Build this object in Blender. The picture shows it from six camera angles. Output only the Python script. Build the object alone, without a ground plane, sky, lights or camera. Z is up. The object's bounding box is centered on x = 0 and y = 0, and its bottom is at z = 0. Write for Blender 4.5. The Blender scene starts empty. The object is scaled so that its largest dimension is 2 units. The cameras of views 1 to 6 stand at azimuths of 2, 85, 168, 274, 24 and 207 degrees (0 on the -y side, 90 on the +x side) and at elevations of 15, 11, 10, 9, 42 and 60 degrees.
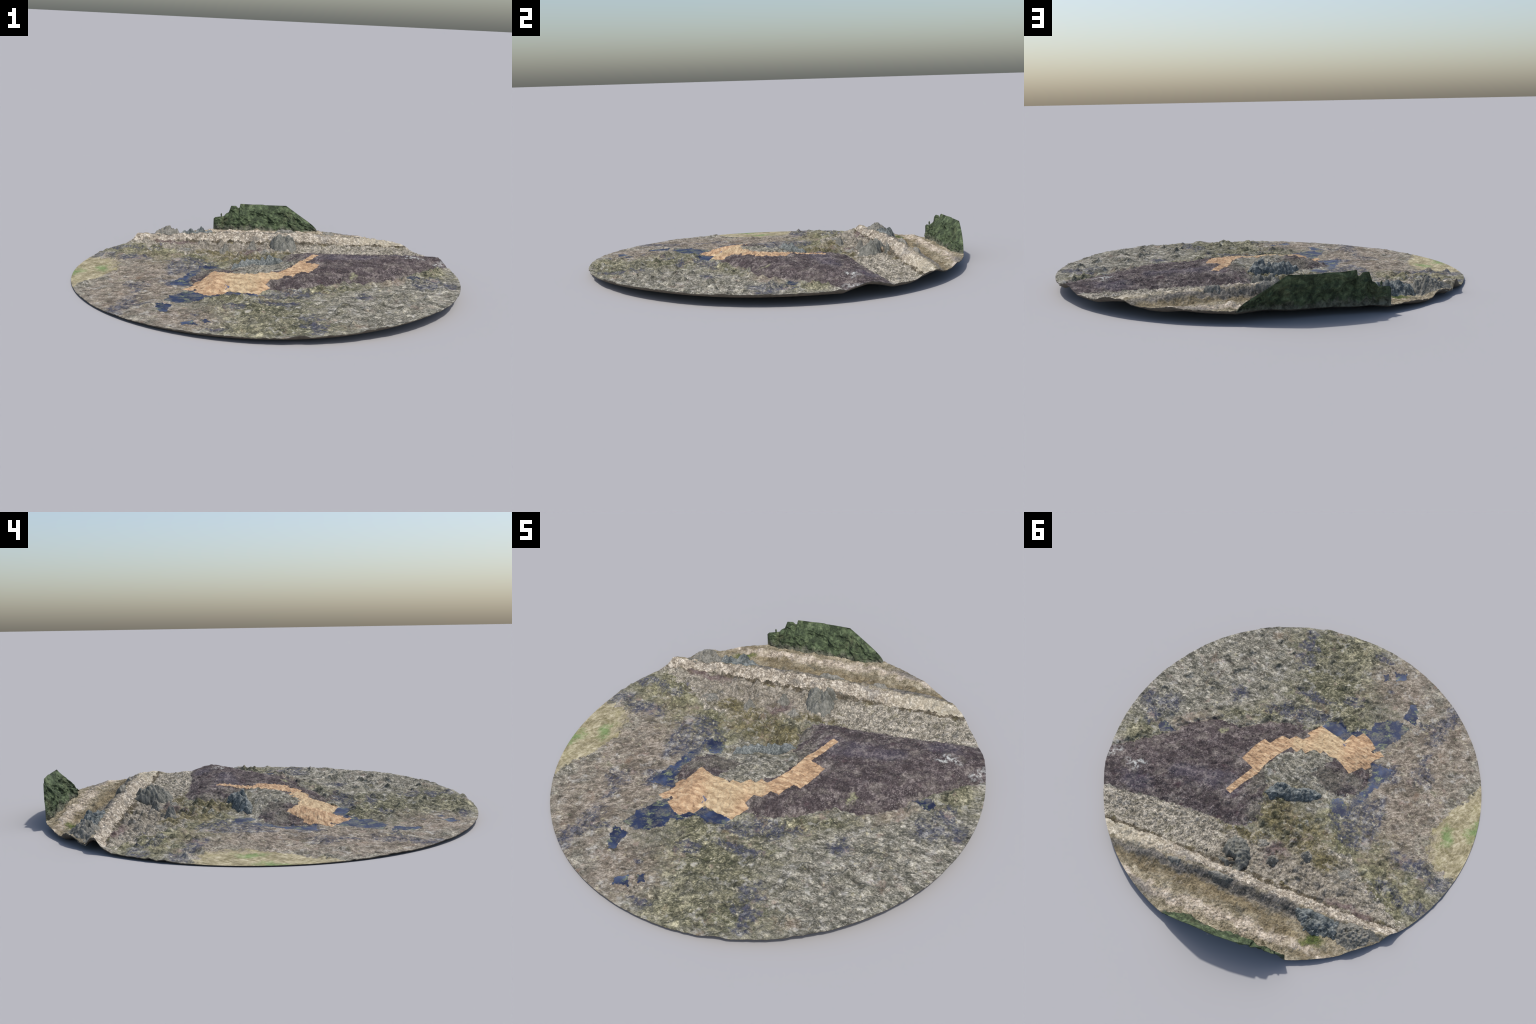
"""Round slice of moorland: a low heather-covered mound with a stepped sandy
excavation trench, boggy pools, tussock grass, a rough bank with a lane behind
it, grey bushes and a cut-off green tree hedge at the back rim."""
import bpy, math
import numpy as np

rng = np.random.default_rng(7)

# ------------------------------------------------------------------ noise
def _hash(ix, iy, seed):
    h = (ix.astype(np.int64) * 374761393 + iy.astype(np.int64) * 668265263
         + seed * 974634777) & 0xFFFFFFFF
    h = ((h ^ (h >> 13)) * 1274126177) & 0xFFFFFFFF
    h = ((h ^ (h >> 16)) * 2246822519) & 0xFFFFFFFF
    return (h ^ (h >> 15)).astype(np.float64) / 0xFFFFFFFF

def gnoise(x, y, seed=0):
    x0, y0 = np.floor(x), np.floor(y)
    fx, fy = x - x0, y - y0
    u = fx * fx * fx * (fx * (fx * 6 - 15) + 10)
    v = fy * fy * fy * (fy * (fy * 6 - 15) + 10)
    def g(ix, iy, dx, dy):
        a = _hash(ix, iy, seed) * 2 * np.pi
        return np.cos(a) * dx + np.sin(a) * dy
    n00 = g(x0, y0, fx, fy); n10 = g(x0 + 1, y0, fx - 1, fy)
    n01 = g(x0, y0 + 1, fx, fy - 1); n11 = g(x0 + 1, y0 + 1, fx - 1, fy - 1)
    return ((n00 * (1 - u) + n10 * u) * (1 - v) + (n01 * (1 - u) + n11 * u) * v) * 1.5

def fbm(x, y, size, octaves=4, seed=0, gain=0.5):
    s, a, f, t = 0, 1.0, 1.0 / size, 0.0
    for i in range(octaves):
        s = s + a * gnoise(x * f + 17.3 * i, y * f - 9.1 * i, seed + i)
        t += a; a *= gain; f *= 2.03
    return s / t * 1.6

def bumps(x, y, cell, seed=0, keep=1.0, sharp=1.0, stretch=1.0, angle=0.0):
    """Scattered tussocks: each jittered cell may hold one pointed bump (0..1)."""
    c, s = math.cos(angle), math.sin(angle)
    X, Y = (x * c + y * s) / (cell * stretch), (-x * s + y * c) / cell
    ix, iy = np.floor(X), np.floor(Y)
    out = np.zeros_like(x)
    for dx in (-1, 0, 1):
        for dy in (-1, 0, 1):
            jx, jy = ix + dx, iy + dy
            px = jx + _hash(jx, jy, seed); py = jy + _hash(jx, jy, seed + 1)
            rad = 0.55 + 0.45 * _hash(jx, jy, seed + 2)
            high = 0.35 + 0.65 * _hash(jx, jy, seed + 3)
            on = _hash(jx, jy, seed + 4) < keep
            d = np.hypot(X - px, Y - py) / rad
            out = np.maximum(out, on * high * np.clip(1 - d, 0, 1) ** sharp)
    return out

def sstep(a, b, x):
    t = np.clip((x - a) / (b - a), 0, 1)
    return t * t * (3 - 2 * t)

def signed_distance(poly, x, y):
    """Distance to a closed outline, positive inside."""
    p = np.asarray(poly, float); q = np.roll(p, -1, 0)
    best = np.full(x.shape, 1e9); inside = np.zeros(x.shape, bool)
    for (ax, ay), (bx, by) in zip(p, q):
        ex, ey = bx - ax, by - ay
        wx, wy = x - ax, y - ay
        t = np.clip((wx * ex + wy * ey) / (ex * ex + ey * ey + 1e-12), 0, 1)
        best = np.minimum(best, (wx - t * ex) ** 2 + (wy - t * ey) ** 2)
        if ay != by:
            inside ^= ((ay > y) != (by > y)) & (x < ex * (y - ay) / (by - ay) + ax)
    d = np.sqrt(best)
    return np.where(inside, d, -d)

def blob(x, y, cx, cy, rx, ry, deg=0.0, soft=0.5):
    c, s = math.cos(math.radians(deg)), math.sin(math.radians(deg))
    u, v = (x - cx) * c + (y - cy) * s, -(x - cx) * s + (y - cy) * c
    return 1 - sstep(1 - soft, 1 + soft, np.hypot(u / rx, v / ry))

# ------------------------------------------------------------------ plan outlines
TRENCH = [(.246,.243),(.207,.150),(.166,.080),(.153,.022),(.139,-.022),(.107,-.083),
          (.069,-.144),(.032,-.126),(.016,-.157),(-.014,-.140),(-.048,-.182),(-.090,-.172),
          (-.098,-.194),(-.137,-.176),(-.179,-.178),(-.219,-.158),(-.271,-.126),(-.318,-.205),
          (-.335,-.200),(-.359,-.232),(-.345,-.249),(-.358,-.278),(-.397,-.324),(-.364,-.344),
          (-.336,-.314),(-.322,-.325),(-.339,-.350),(-.287,-.396),(-.244,-.415),(-.217,-.378),
          (-.191,-.381),(-.167,-.323),(-.087,-.345),(-.014,-.364),(.035,-.282),(.009,-.268),
          (.034,-.221),(.076,-.225),(.101,-.187),(.142,-.193),(.184,-.118),(.221,-.131),
          (.250,-.075),(.281,.027),(.203,.058),(.241,.140),(.278,.228)]
MOUND_SOUTH = [(1.06,.235),(.965,.211),(.881,.152),(.845,.114),(.799,.093),(.761,.048),(.697,-.008),
               (.674,-.050),(.636,-.092),(.577,-.132),(.507,-.169),(.463,-.165),(.426,-.163),
               (.388,-.159),(.337,-.204),(.252,-.266),(.117,-.308),(.035,-.300)]
MOUND_WEST = [(-.014,-.350),(-.087,-.345),(-.167,-.323),(-.217,-.370),(-.30,-.36),(-.36,-.30),(-.362,-.231),(-.380,-.148),
              (-.375,-.123),(-.370,-.086),(-.333,-.034),(-.261,.001),(-.198,-.009)]
MOUND_NORTH = [(.065,.302),(.109,.363),(.167,.384),(.218,.391),(.246,.383),(.323,.386),
               (.401,.389),(.486,.397),(.554,.401),(.658,.412),(.753,.433),(.889,.444),(1.06,.47)]
SHRUB_ROW_SOUTH = [(.097,.221),(.088,.177),(.093,.131)]
MOUND = MOUND_SOUTH + MOUND_WEST + [(-.19,.06),(-.10,.10),(.0,.14),(.07,.18)] + MOUND_NORTH
HEATHER = (MOUND_SOUTH + MOUND_WEST + [(-.140,-.020),(-.101,-.042),(-.112,-.085),(-.179,-.178),
           (-.098,-.194),(.016,-.157),(.107,-.083),(.150,.022),(.123,.076),(.093,.131),(.088,.177),
           (.097,.221),(.067,.267)] + MOUND_NORTH)
POOLS = [
    [(-.107,-.419),(-.134,-.403),(-.189,-.392),(-.225,-.439),(-.271,-.448),(-.278,-.496),(-.317,-.523),
     (-.377,-.562),(-.462,-.537),(-.437,-.469),(-.407,-.420),(-.397,-.380),(-.357,-.330),(-.28,-.36),(-.19,-.33),(-.087,-.340),(-.022,-.36),(-.03,-.40)],
    [(-.415,-.690),(-.447,-.698),(-.469,-.665),(-.487,-.575),(-.406,-.593),(-.414,-.640)],
    [(-.205,-.815),(-.233,-.835),(-.251,-.795),(-.227,-.784)],
    [(-.260,-.860),(-.326,-.876),(-.336,-.836),(-.284,-.809)],
    [(-.352,-.255),(-.418,-.262),(-.485,-.252),(-.458,-.195),(-.436,-.140),(-.410,-.083),(-.394,-.015),
     (-.359,.029),(-.336,-.004),(-.357,-.046),(-.383,-.104),(-.380,-.137),(-.379,-.176),(-.372,-.218)],
    [(-.246,.034),(-.288,-.002),(-.307,.021),(-.348,.061),(-.353,.085),(-.336,.114),(-.303,.103),
     (-.265,.104),(-.244,.082)],
    [(.804,.009),(.789,-.042),(.737,-.015),(.698,-.001),(.774,.034)],
]
MEADOW = [(-1.05,-.40),(-.935,-.345),(-.885,-.24),(-.808,-.092),(-.785,.011),(-.798,.100),(-.815,.150),
          (-.865,.195),(-.921,.190),(-.965,.211),(-1.05,.22)]
HEATH = ([(1.1,.44)] + [(.889,.444),(.753,.433),(.658,.412),(.554,.401),(.486,.397),(.401,.389),(.323,.386),
         (.246,.383),(.218,.391),(.167,.384),(.10,.375),(.02,.36),(-.10,.37),(-.20,.33),(-.27,.27),
         (-.36,.30),(-.45,.30),(-.55,.40),(-.65,.46),(-.78,.52),(-.9,.56),(-.9,.8),(1.1,.8)])
TREE_FOOT = [(-.369,.928),(-.30,.910),(-.22,.922),(-.13,.914),(-.05,.922),(.06,.934),(.13,.918),(.17,.920),(.22,.935),(.278,.958)]

def piece(pts, t):
    p = np.asarray(pts, float)
    return np.interp(t, p[:, 0], p[:, 1])

def bank_front(x):
    return piece([(-.85,.575),(-.78,.579),(-.65,.588),(-.5,.599),(-.3,.603),(-.08,.618),(0,.606),(.15,.617),
                  (.33,.611),(.45,.606),(.6,.618),(.75,.625),(.9,.63)], x)

def bank_back(x):
    return piece([(-.85,.625),(-.74,.629),(-.5,.656),(-.39,.654),(-.13,.666),(.2,.669),(.35,.678),(.5,.692),
                  (.62,.702),(.74,.690),(.9,.68)], x)

# ------------------------------------------------------------------ terrain grid
N = 820                                  # cells across the concentric disc grid
lin = np.linspace(-1, 1, N + 1)
U, V = np.meshgrid(lin, lin, indexing="xy")
big = np.abs(U) >= np.abs(V)
with np.errstate(divide="ignore", invalid="ignore"):
    R0 = np.where(big, U, V)
    PH = np.where(big, (np.pi / 4) * (V / U), np.pi / 2 - (np.pi / 4) * (U / V))
PH = np.where(R0 == 0, 0, PH)
gx, gy = R0 * np.cos(PH), R0 * np.sin(PH)
# the rim is a circle, bitten back to the foot of the hedge between two azimuths
foot_y = piece(TREE_FOOT, gx)
limit = np.where((gx > -.369) & (gx < .278) & (gy > 0), foot_y, np.sqrt(np.clip(1 - gx ** 2, 0, 1)))
full = np.sqrt(np.clip(1 - gx ** 2, 1e-9, 1))
t = np.clip(gy / full, 0, 1)
X = gx.copy()
Y = np.where(gy > 0, gy - (full - limit) * t ** 6, gy)
shape = X.shape
x, y = X.ravel(), Y.ravel()

# region fields
d_mound = signed_distance(MOUND, x, y)
d_heather = signed_distance(HEATHER, x, y)
d_trench = signed_distance(TRENCH, x, y)
d_meadow = signed_distance(MEADOW, x, y)
d_heath = signed_distance(HEATH, x, y)
d_pools = [signed_distance(p, x, y) for p in POOLS]
d_pool = np.max(d_pools, axis=0)

def shaped_ground(x, y, d_mound):
    """The bare lie of the land: a tilted bog, the mound, the heath slope, bank and lane."""
    z = .0305 + .0295 * x + .006 * blob(x, y, .72, -.72, .3, .3, 0, .9) + .011 * blob(x, y, -.70, .38, .32, .22, -35, .9)
    slope = .005 * sstep(.24, .40, y) * (1 - sstep(.55, .85, x)) * sstep(-.9, -.5, x)
    slope = slope + .018 * sstep(.53, .635, y)
    # heather mound: foot level follows its surroundings, crest is a long low back
    south = piece([(-.45,-.006),(-.2,-.009),(0,-.007),(.14,-.003),(.25,.003),(.4,.001),(.9,-.002)], x)
    north_side = sstep(-.05, .05, y - (.05 + .3 * x))
    foot = south * (1 - north_side)
    crest = piece([(-.42,.012),(-.35,.034),(-.27,.061),(-.2,.069),(-.1,.073),(0,.076),(.1,.081),(.28,.087),(.5,.090),(.8,.091),(1.05,.086)], x)
    t = np.clip(d_mound / .18, 0, 1)
    level = z + slope
    inside = level + foot + (crest - level - foot) * (1 - (1 - t) ** 2)
    soft = np.where(x < .12, .08, .03)
    z = np.where(d_mound > 0, inside, level + foot * np.exp(-(d_mound / soft) ** 2))
    # rough bank: front foot, rounded crest, drop to the lane behind
    f, b = bank_front(x), bank_back(x)
    across = (y - f) / (b - f)
    top = piece([(-.85,.052),(-.79,.056),(-.65,.053),(-.5,.061),(-.3,.081),(-.1,.088),(.15,.099),(.3,.096),(.5,.085),(.7,.078),(.95,.070)], x)
    flat = .0305 + .0295 * x
    lane = flat + .006 + .010 * (1 - sstep(.3, .6, np.abs(x))) + .008 * np.exp(-((y - (.862 - .02 * x)) / .03) ** 2)
    top = top + .001
    up = sstep(-.15, .85, across)
    z = np.where(across < .85, z * (1 - up) + np.maximum(z, top) * up, top)
    wide = 1 - sstep(.35, .65, np.abs(x - .05))          # the middle of the bank is broader-backed
    down = sstep(1.0 + .15 * wide, 1.75 + .35 * wide, across)
    z = z * (1 - down) + lane * down
    return z + .028 * blob(x, y, -.655, .745, .055, .045, 40, .7) + .012 * blob(x, y, -.735, .685, .05, .035, 40, .8) + .014 * blob(x, y, -.26, -.065, .06, .05, 0, .9)

ground = shaped_ground(x, y, d_mound)

# soft cover masks used for relief
in_trench = sstep(-.003, .003, d_trench)
m_pool = sstep(-.012, .006, d_pool) * (1 - in_trench)
m_heather = sstep(-.01, .01, d_heather) * (1 - in_trench)
m_meadow = sstep(-.02, .03, d_meadow)
m_bank = sstep(-.010, .012, y - bank_front(x)) * (1 - sstep(-.02, .02, y - bank_back(x)))
m_back = sstep(-.02, .03, y - bank_back(x))
m_heath = sstep(-.02, .03, d_heath) * (1 - m_bank) * (1 - m_back) * (1 - m_heather)
m_olive = blob(x, y, -.07, .27, .22, .13, -10)
m_reed = np.clip(blob(x, y, .0, -.62, .25, .30, 0) + blob(x, y, .06, -.88, .22, .16) + blob(x, y, .28, -.33, .2, .05, 30)
                 + blob(x, y, -.1, -.45, .2, .08), 0, 1)
m_brown = np.clip(blob(x, y, -.60, -.18, .26, .44, 8) + blob(x, y, -.36, -.78, .16, .18) + blob(x, y, -.66, -.5, .2, .3), 0, 1)
m_marsh_nw = blob(x, y, -.66, .38, .2, .16, -35)
m_ledge = np.exp(-((d_heather + .022) / .02) ** 2) * sstep(.0, .2, x) * (y < .3)
m_flat = np.clip(m_pool + in_trench + m_meadow, 0, 1)

tussock_small = bumps(x, y, .022, 11, .8, .8)
tussock_mid = bumps(x, y, .042, 21, .75, .8, 1.5, .35)
tussock_big = bumps(x, y, .065, 31, .45, .9, 1.3, .4)
rough = fbm(x, y, .030, 4, 41, .6)
ridged = 1 - np.abs(fbm(x + .006 * rough, y, .045, 4, 45, .55))
fine = fbm(x, y, .011, 3, 51, .6)
broad = fbm(x, y, .16, 3, 61)
clump = sstep(-.25, .45, fbm(x, y, .11, 3, 65))          # where tussocks crowd together
wx, wy = x + .010 * fbm(x, y, .05, 2, 66), y + .010 * fbm(x, y, .05, 2, 67)

mat_ = sstep(-.3, .4, fbm(x, y, .07, 3, 69))
moor = (.0055 * tussock_small * (.2 + clump) + .024 * bumps(wx, wy, .048, 71, .30, 1.0) * (.3 + mat_) + .0035 * rough + .0014 * fine
        - .004 * bumps(wx, wy, .03, 73, .3, .7))
brown = .004 * tussock_small * clump + .015 * bumps(wx, wy, .05, 75, .12, .9) + .0028 * rough + .0010 * fine
reed = (.006 * tussock_small + .035 * bumps(wx, wy, .048, 21, .65, .95, 1.5, .35) * (.35 + .65 * clump) + .010 * tussock_big + .0045 * rough + .0015 * fine)
heath = (.009 * tussock_small + .046 * bumps(wx, wy, .044, 81, .45, 1.0) * (.25 + .75 * clump) * (.12 + .88 * (1 - sstep(.0, .35, x))) + .013 * bumps(wx, wy, .021, 85, .9, .6) + .005 * rough + .0025 * fine)
olive = .007 * tussock_small + .042 * bumps(wx, wy, .045, 25, .7, .95) + .005 * rough + .0015 * fine
heather = .0048 * rough + .0020 * fine + .010 * bumps(wx, wy, .028, 91, .5, .7)
bank = .014 * bumps(wx, wy, .025, 101, .9, .6) + .016 * bumps(wx, wy, .055, 103, .7, .7) + .006 * rough + .0025 * fine + .008 * fbm(x, y, .08, 2, 105)
lane = .008 * tussock_small * clump + .006 * rough + .0035 * fine + .016 * bumps(wx, wy, .045, 107, .15, .8)
pool = .0003 * rough
along = x * .35 + y * .94
sand = .0055 * fbm(along * 2.2, x * .9 - y * .3, .028, 4, 111, .6) + .0020 * fine + .0025 * rough
meadow = .0009 * rough + .0006 * fine
moor, brown, reed, heath, olive, heather, bank, lane, sand, meadow = [f - f.mean() for f in (moor, brown, reed, heath, olive, heather, bank, lane, sand, meadow)]

def blend(a, b, m):
    return a * (1 - m) + b * m

relief = blend(moor, brown, m_brown)
relief = blend(relief, reed, m_reed)
relief = blend(relief, heath, m_heath)
relief = blend(relief, olive, np.maximum(m_olive * (1 - m_bank), m_marsh_nw * .75))
relief = relief + .019 * m_ledge * (.3 + bumps(wx, wy, .035, 121, .9, .6))
relief = blend(relief, lane, m_back)
relief = blend(relief, bank, m_bank)
relief = blend(relief, heather, m_heather)
relief = blend(relief, meadow, m_meadow)
relief = blend(relief, pool - .001, m_pool)
relief = blend(relief, sand + .0005, in_trench)
relief = relief * (1 - .5 * sstep(.93, .995, np.hypot(x, y)))      # trodden down along the cut rim
z = ground + relief + .0025 * broad * (1 - m_flat)
print("lowest", z.min())
LOW = 0.0
z = np.where(z < .004, .004 * np.exp(np.minimum(z / .004 - 1, 0)), z)     # nothing sinks below the lowest rim

# ------------------------------------------------------------------ node helpers
class Nodes:
    def __init__(self, name):
        self.mat = bpy.data.materials.new(name)
        self.mat.use_nodes = True
        self.t = self.mat.node_tree
        self.t.nodes.clear()
        self.pos = self.add("ShaderNodeTexCoord").outputs["Object"]

    def add(self, kind, **props):
        n = self.t.nodes.new(kind)
        for k, v in props.items():
            setattr(n, k, v)
        return n

    def put(self, sock, v):
        if hasattr(v, "is_output"):
            self.t.links.new(v, sock)
        else:
            sock.default_value = v

    def noise(self, scale, detail=3.0, rough=.55, vec=None, distort=0.0):
        n = self.add("ShaderNodeTexNoise")
        self.put(n.inputs["Vector"], vec or self.pos)
        n.inputs["Scale"].default_value = scale
        n.inputs["Detail"].default_value = detail
        n.inputs["Roughness"].default_value = rough
        n.inputs["Distortion"].default_value = distort
        return n.outputs["Fac"]

    def voronoi(self, scale, vec=None, feature="F1", out="Distance", rnd=1.0):
        n = self.add("ShaderNodeTexVoronoi", feature=feature)
        self.put(n.inputs["Vector"], vec or self.pos)
        n.inputs["Scale"].default_value = scale
        n.inputs["Randomness"].default_value = rnd
        return n.outputs[out]

    def mapping(self, loc=(0, 0, 0), deg=0.0, scale=(1, 1, 1), kind="TEXTURE", vec=None):
        n = self.add("ShaderNodeMapping", vector_type=kind)
        self.put(n.inputs["Vector"], vec or self.pos)
        n.inputs["Location"].default_value = loc
        n.inputs["Rotation"].default_value = (0, 0, math.radians(deg))
        n.inputs["Scale"].default_value = scale
        return n.outputs[0]

    def math(self, op, a, b=0.0, clamp=False):
        n = self.add("ShaderNodeMath", operation=op, use_clamp=clamp)
        self.put(n.inputs[0], a); self.put(n.inputs[1], b)
        return n.outputs[0]

    def step(self, v, a, b, to0=0.0, to1=1.0):
        n = self.add("ShaderNodeMapRange", interpolation_type="SMOOTHSTEP")
        self.put(n.inputs["Value"], v)
        n.inputs["From Min"].default_value = a
        n.inputs["From Max"].default_value = b
        n.inputs["To Min"].default_value = to0
        n.inputs["To Max"].default_value = to1
        return n.outputs["Result"]

    def mix(self, fac, a, b):
        n = self.add("ShaderNodeMix", data_type="RGBA")
        self.put(n.inputs[0], fac); self.put(n.inputs[6], a); self.put(n.inputs[7], b)
        return n.outputs[2]

    def ramp(self, fac, stops):
        n = self.add("ShaderNodeValToRGB")
        e = n.color_ramp.elements
        while len(e) < len(stops):
            e.new(.5)
        for el, (p, c) in zip(e, stops):
            el.position = p; el.color = c
        self.put(n.inputs[0], fac)
        return n.outputs[0]

    def warp(self):
        """Object position pushed about at two scales, so that patch outlines wander."""
        if not hasattr(self, "_warp"):
            v = self.pos
            for scale, amount in ((9, .11), (32, .05), (90, .016)):
                nz = self.add("ShaderNodeTexNoise")
                self.put(nz.inputs["Vector"], self.pos)
                nz.inputs["Scale"].default_value = scale
                nz.inputs["Detail"].default_value = 2
                m = self.add("ShaderNodeVectorMath", operation="MULTIPLY_ADD")
                c = self.add("ShaderNodeVectorMath", operation="SUBTRACT")
                self.put(c.inputs[0], nz.outputs["Color"]); c.inputs[1].default_value = (.5, .5, .5)
                self.put(m.inputs[0], c.outputs[0]); m.inputs[1].default_value = (amount, amount, 0)
                self.put(m.inputs[2], v)
                v = m.outputs[0]
            self._warp = v
        return self._warp

    def patch(self, patches, wobble, soft=.35, grow=0.0):
        """Largest of several ragged ellipses (cx, cy, rx, ry, degrees)."""
        best = None
        for cx, cy, rx, ry, deg in patches:
            m = self.mapping((cx, cy, 0), deg, (rx, ry, 1000), vec=self.warp())
            ln = self.add("ShaderNodeVectorMath", operation="LENGTH")
            self.put(ln.inputs[0], m)
            d = self.math("SUBTRACT", self.math("ADD", ln.outputs["Value"], wobble), grow)
            s = self.step(d, 1 - soft, 1 + soft, 1.0, 0.0)
            best = s if best is None else self.math("MAXIMUM", best, s)
        return best

    def done(self, colour, roughness=.9, bump=None, strength=.3, spec=.25, depth=.003):
        b = self.add("ShaderNodeBsdfPrincipled")
        self.put(b.inputs["Base Color"], colour)
        self.put(b.inputs["Roughness"], roughness)
        b.inputs["Specular IOR Level"].default_value = spec
        if bump is not None:
            n = self.add("ShaderNodeBump")
            n.inputs["Strength"].default_value = strength
            n.inputs["Distance"].default_value = depth
            self.put(n.inputs["Height"], bump)
            self.put(b.inputs["Normal"], n.outputs[0])
        o = self.add("ShaderNodeOutputMaterial")
        self.t.links.new(b.outputs[0], o.inputs[0])
        return self.mat

SUN = 1.16      # light on open ground, so that colours below are as they look in daylight
def seen(r, g, b):
    def f(v):
        v /= 255.0
        v = v / 12.92 if v <= .04045 else ((v + .055) / 1.055) ** 2.4
        return min(v / SUN, .95)
    return (f(r), f(g), f(b), 1.0)

def grain(n, dark, mid, light, coarse=45, fine=190, stretch=(1, 1, 1), deg=0, bias=0.0, spread=.17):
    """Three-tone speckle: dead stalks, shade between them and bright tips."""
    v = n.mapping(deg=deg, scale=stretch)
    a = n.noise(fine, 4, .65, v)
    b = n.noise(coarse, 3, .6, v, .8)
    m = n.noise(coarse * .36, 3, .6, v, .4)
    k = n.math("ADD", n.math("ADD", n.math("MULTIPLY", a, .36), n.math("MULTIPLY", b, .36)), n.math("MULTIPLY", m, .28))
    c = .5 + bias
    col = n.ramp(k, [(c - spread, seen(*dark)), (c - spread * .3, seen(*[(p * .55 + q * .45) for p, q in zip(dark, mid)])),
                     (c + .02, seen(*mid)), (c + spread, seen(*light))])
    return col, k

# ------------------------------------------------------------------ materials
def make_moor():
    n = Nodes("moor_grass")
    col, k = grain(n, (58, 58, 50), (133, 129, 116), (216, 210, 194), 66, 220, (1.8, 1, 1), -8, spread=.15)
    wob = n.math("MULTIPLY", n.math("SUBTRACT", n.noise(14, 5, .65), .5), 2.2)
    fray = n.math("MULTIPLY", n.math("SUBTRACT", n.noise(38, 6, .7), .5), 2.6)
    # reed and tussock ground, olive
    reed, _ = grain(n, (44, 46, 35), (117, 114, 92), (210, 203, 170), 54, 180, (1.6, 1, 1), 24, spread=.15)
    m = n.patch([(.0, -.62, .27, .32, 0), (.06, -.88, .26, .16, 0), (.30, -.31, .25, .06, 30), (-.1, -.45, .22, .09, 0),
                 (-.05, .27, .25, .14, -10), (.86, .06, .12, .10, 20), (-.4, .2, .2, .16, 0), (-.66, .36, .26, .18, -35)], n.math('ADD', wob, n.math('MULTIPLY', n.math('SUBTRACT', n.noise(4.5, 5, .65), .5), 1.8)), .7)
    col = n.mix(m, col, reed)
    bog, _ = grain(n, (54, 54, 38), (124, 121, 93), (208, 202, 164), 52, 170, (1.6, 1, 1), -30, spread=.15)
    m = n.patch([(-.40, .22, .17, .12, -20), (-.66, .34, .24, .13, -35), (-.30, .12, .10, .07, 0), (-.55, .20, .10, .10, 0)], wob, .6)
    col = n.mix(n.math("MULTIPLY", m, .8), col, bog)
    ochre, _ = grain(n, (46, 42, 27), (106, 98, 68), (182, 170, 128), 50, 160)
    m = n.patch([(-.06, .24, .20, .09, -10), (-.22, .26, .08, .06, 0)], wob, .7)
    col = n.mix(n.math("MULTIPLY", m, .75), col, ochre)
    # dry pinkish-brown grass in the west
    brown, _ = grain(n, (68, 60, 52), (138, 126, 111), (210, 198, 182), 66, 230, (2.0, 1, 1), 32, spread=.15)
    m = n.patch([(-.60, -.18, .24, .42, 8), (-.34, -.78, .16, .18, 0), (-.66, -.5, .2, .3, 0), (.62, -.1, .12, .07, 30)], wob, .6)
    col = n.mix(n.math("MULTIPLY", m, .85), col, brown)
    rust, _ = grain(n, (92, 62, 46), (132, 98, 74), (160, 128, 104), 60, 200)
    m = n.step(n.noise(7.5, 4, .6), .60, .72)
    col = n.mix(n.math("MULTIPLY", m, .30), col, rust)
    # mossy green tint
    moss, _ = grain(n, (48, 56, 36), (98, 104, 66), (150, 150, 98), 50, 170)
    m = n.step(n.noise(6.0, 5, .62, n.mapping((3, 1, 0))), .57, .70)
    col = n.mix(n.math("MULTIPLY", m, .25), col, moss)
    # wet sphagnum hollows, blue-violet
    wet, _ = grain(n, (40, 43, 58), (70, 73, 90), (132, 130, 124), 48, 170)
    wets = [(.240, -.725, .055, .045, 0), (-.615, -.549, .045, .075, 0), (-.642, -.669, .05, .035, 0), (-.66, -.745, .045, .035, 0),
            (-.120, -.588, .055, .035, 20), (.272, -.897, .035, .03, 0), (.489, -.370, .035, .04, 0), (.93, -.135, .05, .05, 0),
            (.812, -.156, .05, .05, 0), (.86, -.05, .05, .05, 0), (.279, -.358, .03, .03, 0), (-.630, -.289, .045, .055, 0),
            (-.36, .135, .07, .05, 0), (-.483, .090, .045, .10, 15), (-.484, -.029, .03, .05, 0), (-.722, .204, .07, .045, 0),
            (-.822, .240, .045, .03, 0), (-.905, .27, .045, .04, 0), (-.753, .420, .07, .025, -35), (-.675, .391, .035, .03, 0),
            (-.868, .441, .05, .03, 0), (.16, -.37, .10, .04, 0), (.10, -.52, .10, .025, 0), (-.42, .20, .06, .05, 0),
            (-.46, -.22, .06, .05, 0), (.02, -.40, .12, .03, 0), (-.60, -.38, .03, .03, 0), (-.38, .03, .05, .07, 0),
            (.24, -.83, .05, .03, 0), (-.18, -.92, .06, .025, 0), (-.56, -.60, .04, .02, 0), (-.28, -.72, .03, .02, 0)]
    m = n.patch(wets, fray, .4, .16)
    hole = n.step(n.noise(46, 5, .7), .44, .58, .9, .25)
    col = n.mix(n.math("MULTIPLY", m, hole), col, wet)
    # mottling: bleached straw, pinkish sedge, green shoots, dark blotches painted for tussock shade
    for i, (rgb, scale, lo, hi, amount) in enumerate([((222, 218, 208), 17, .54, .67, .55), ((186, 162, 148), 14, .56, .70, .45),
                                                       ((90, 98, 72), 19, .59, .70, .45), ((58, 56, 48), 24, .55, .66, .65),
                                                       ((206, 196, 156), 30, .60, .70, .55), ((84, 86, 92), 11, .60, .72, .40),
                                                       ((226, 218, 192), 42, .57, .66, .60), ((50, 50, 42), 32, .57, .66, .55)]):
        m = n.step(n.noise(scale, 6, .68, n.mapping((i * 3.1 + 1, i * 1.7, 0), kind="POINT")), lo, hi)
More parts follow.
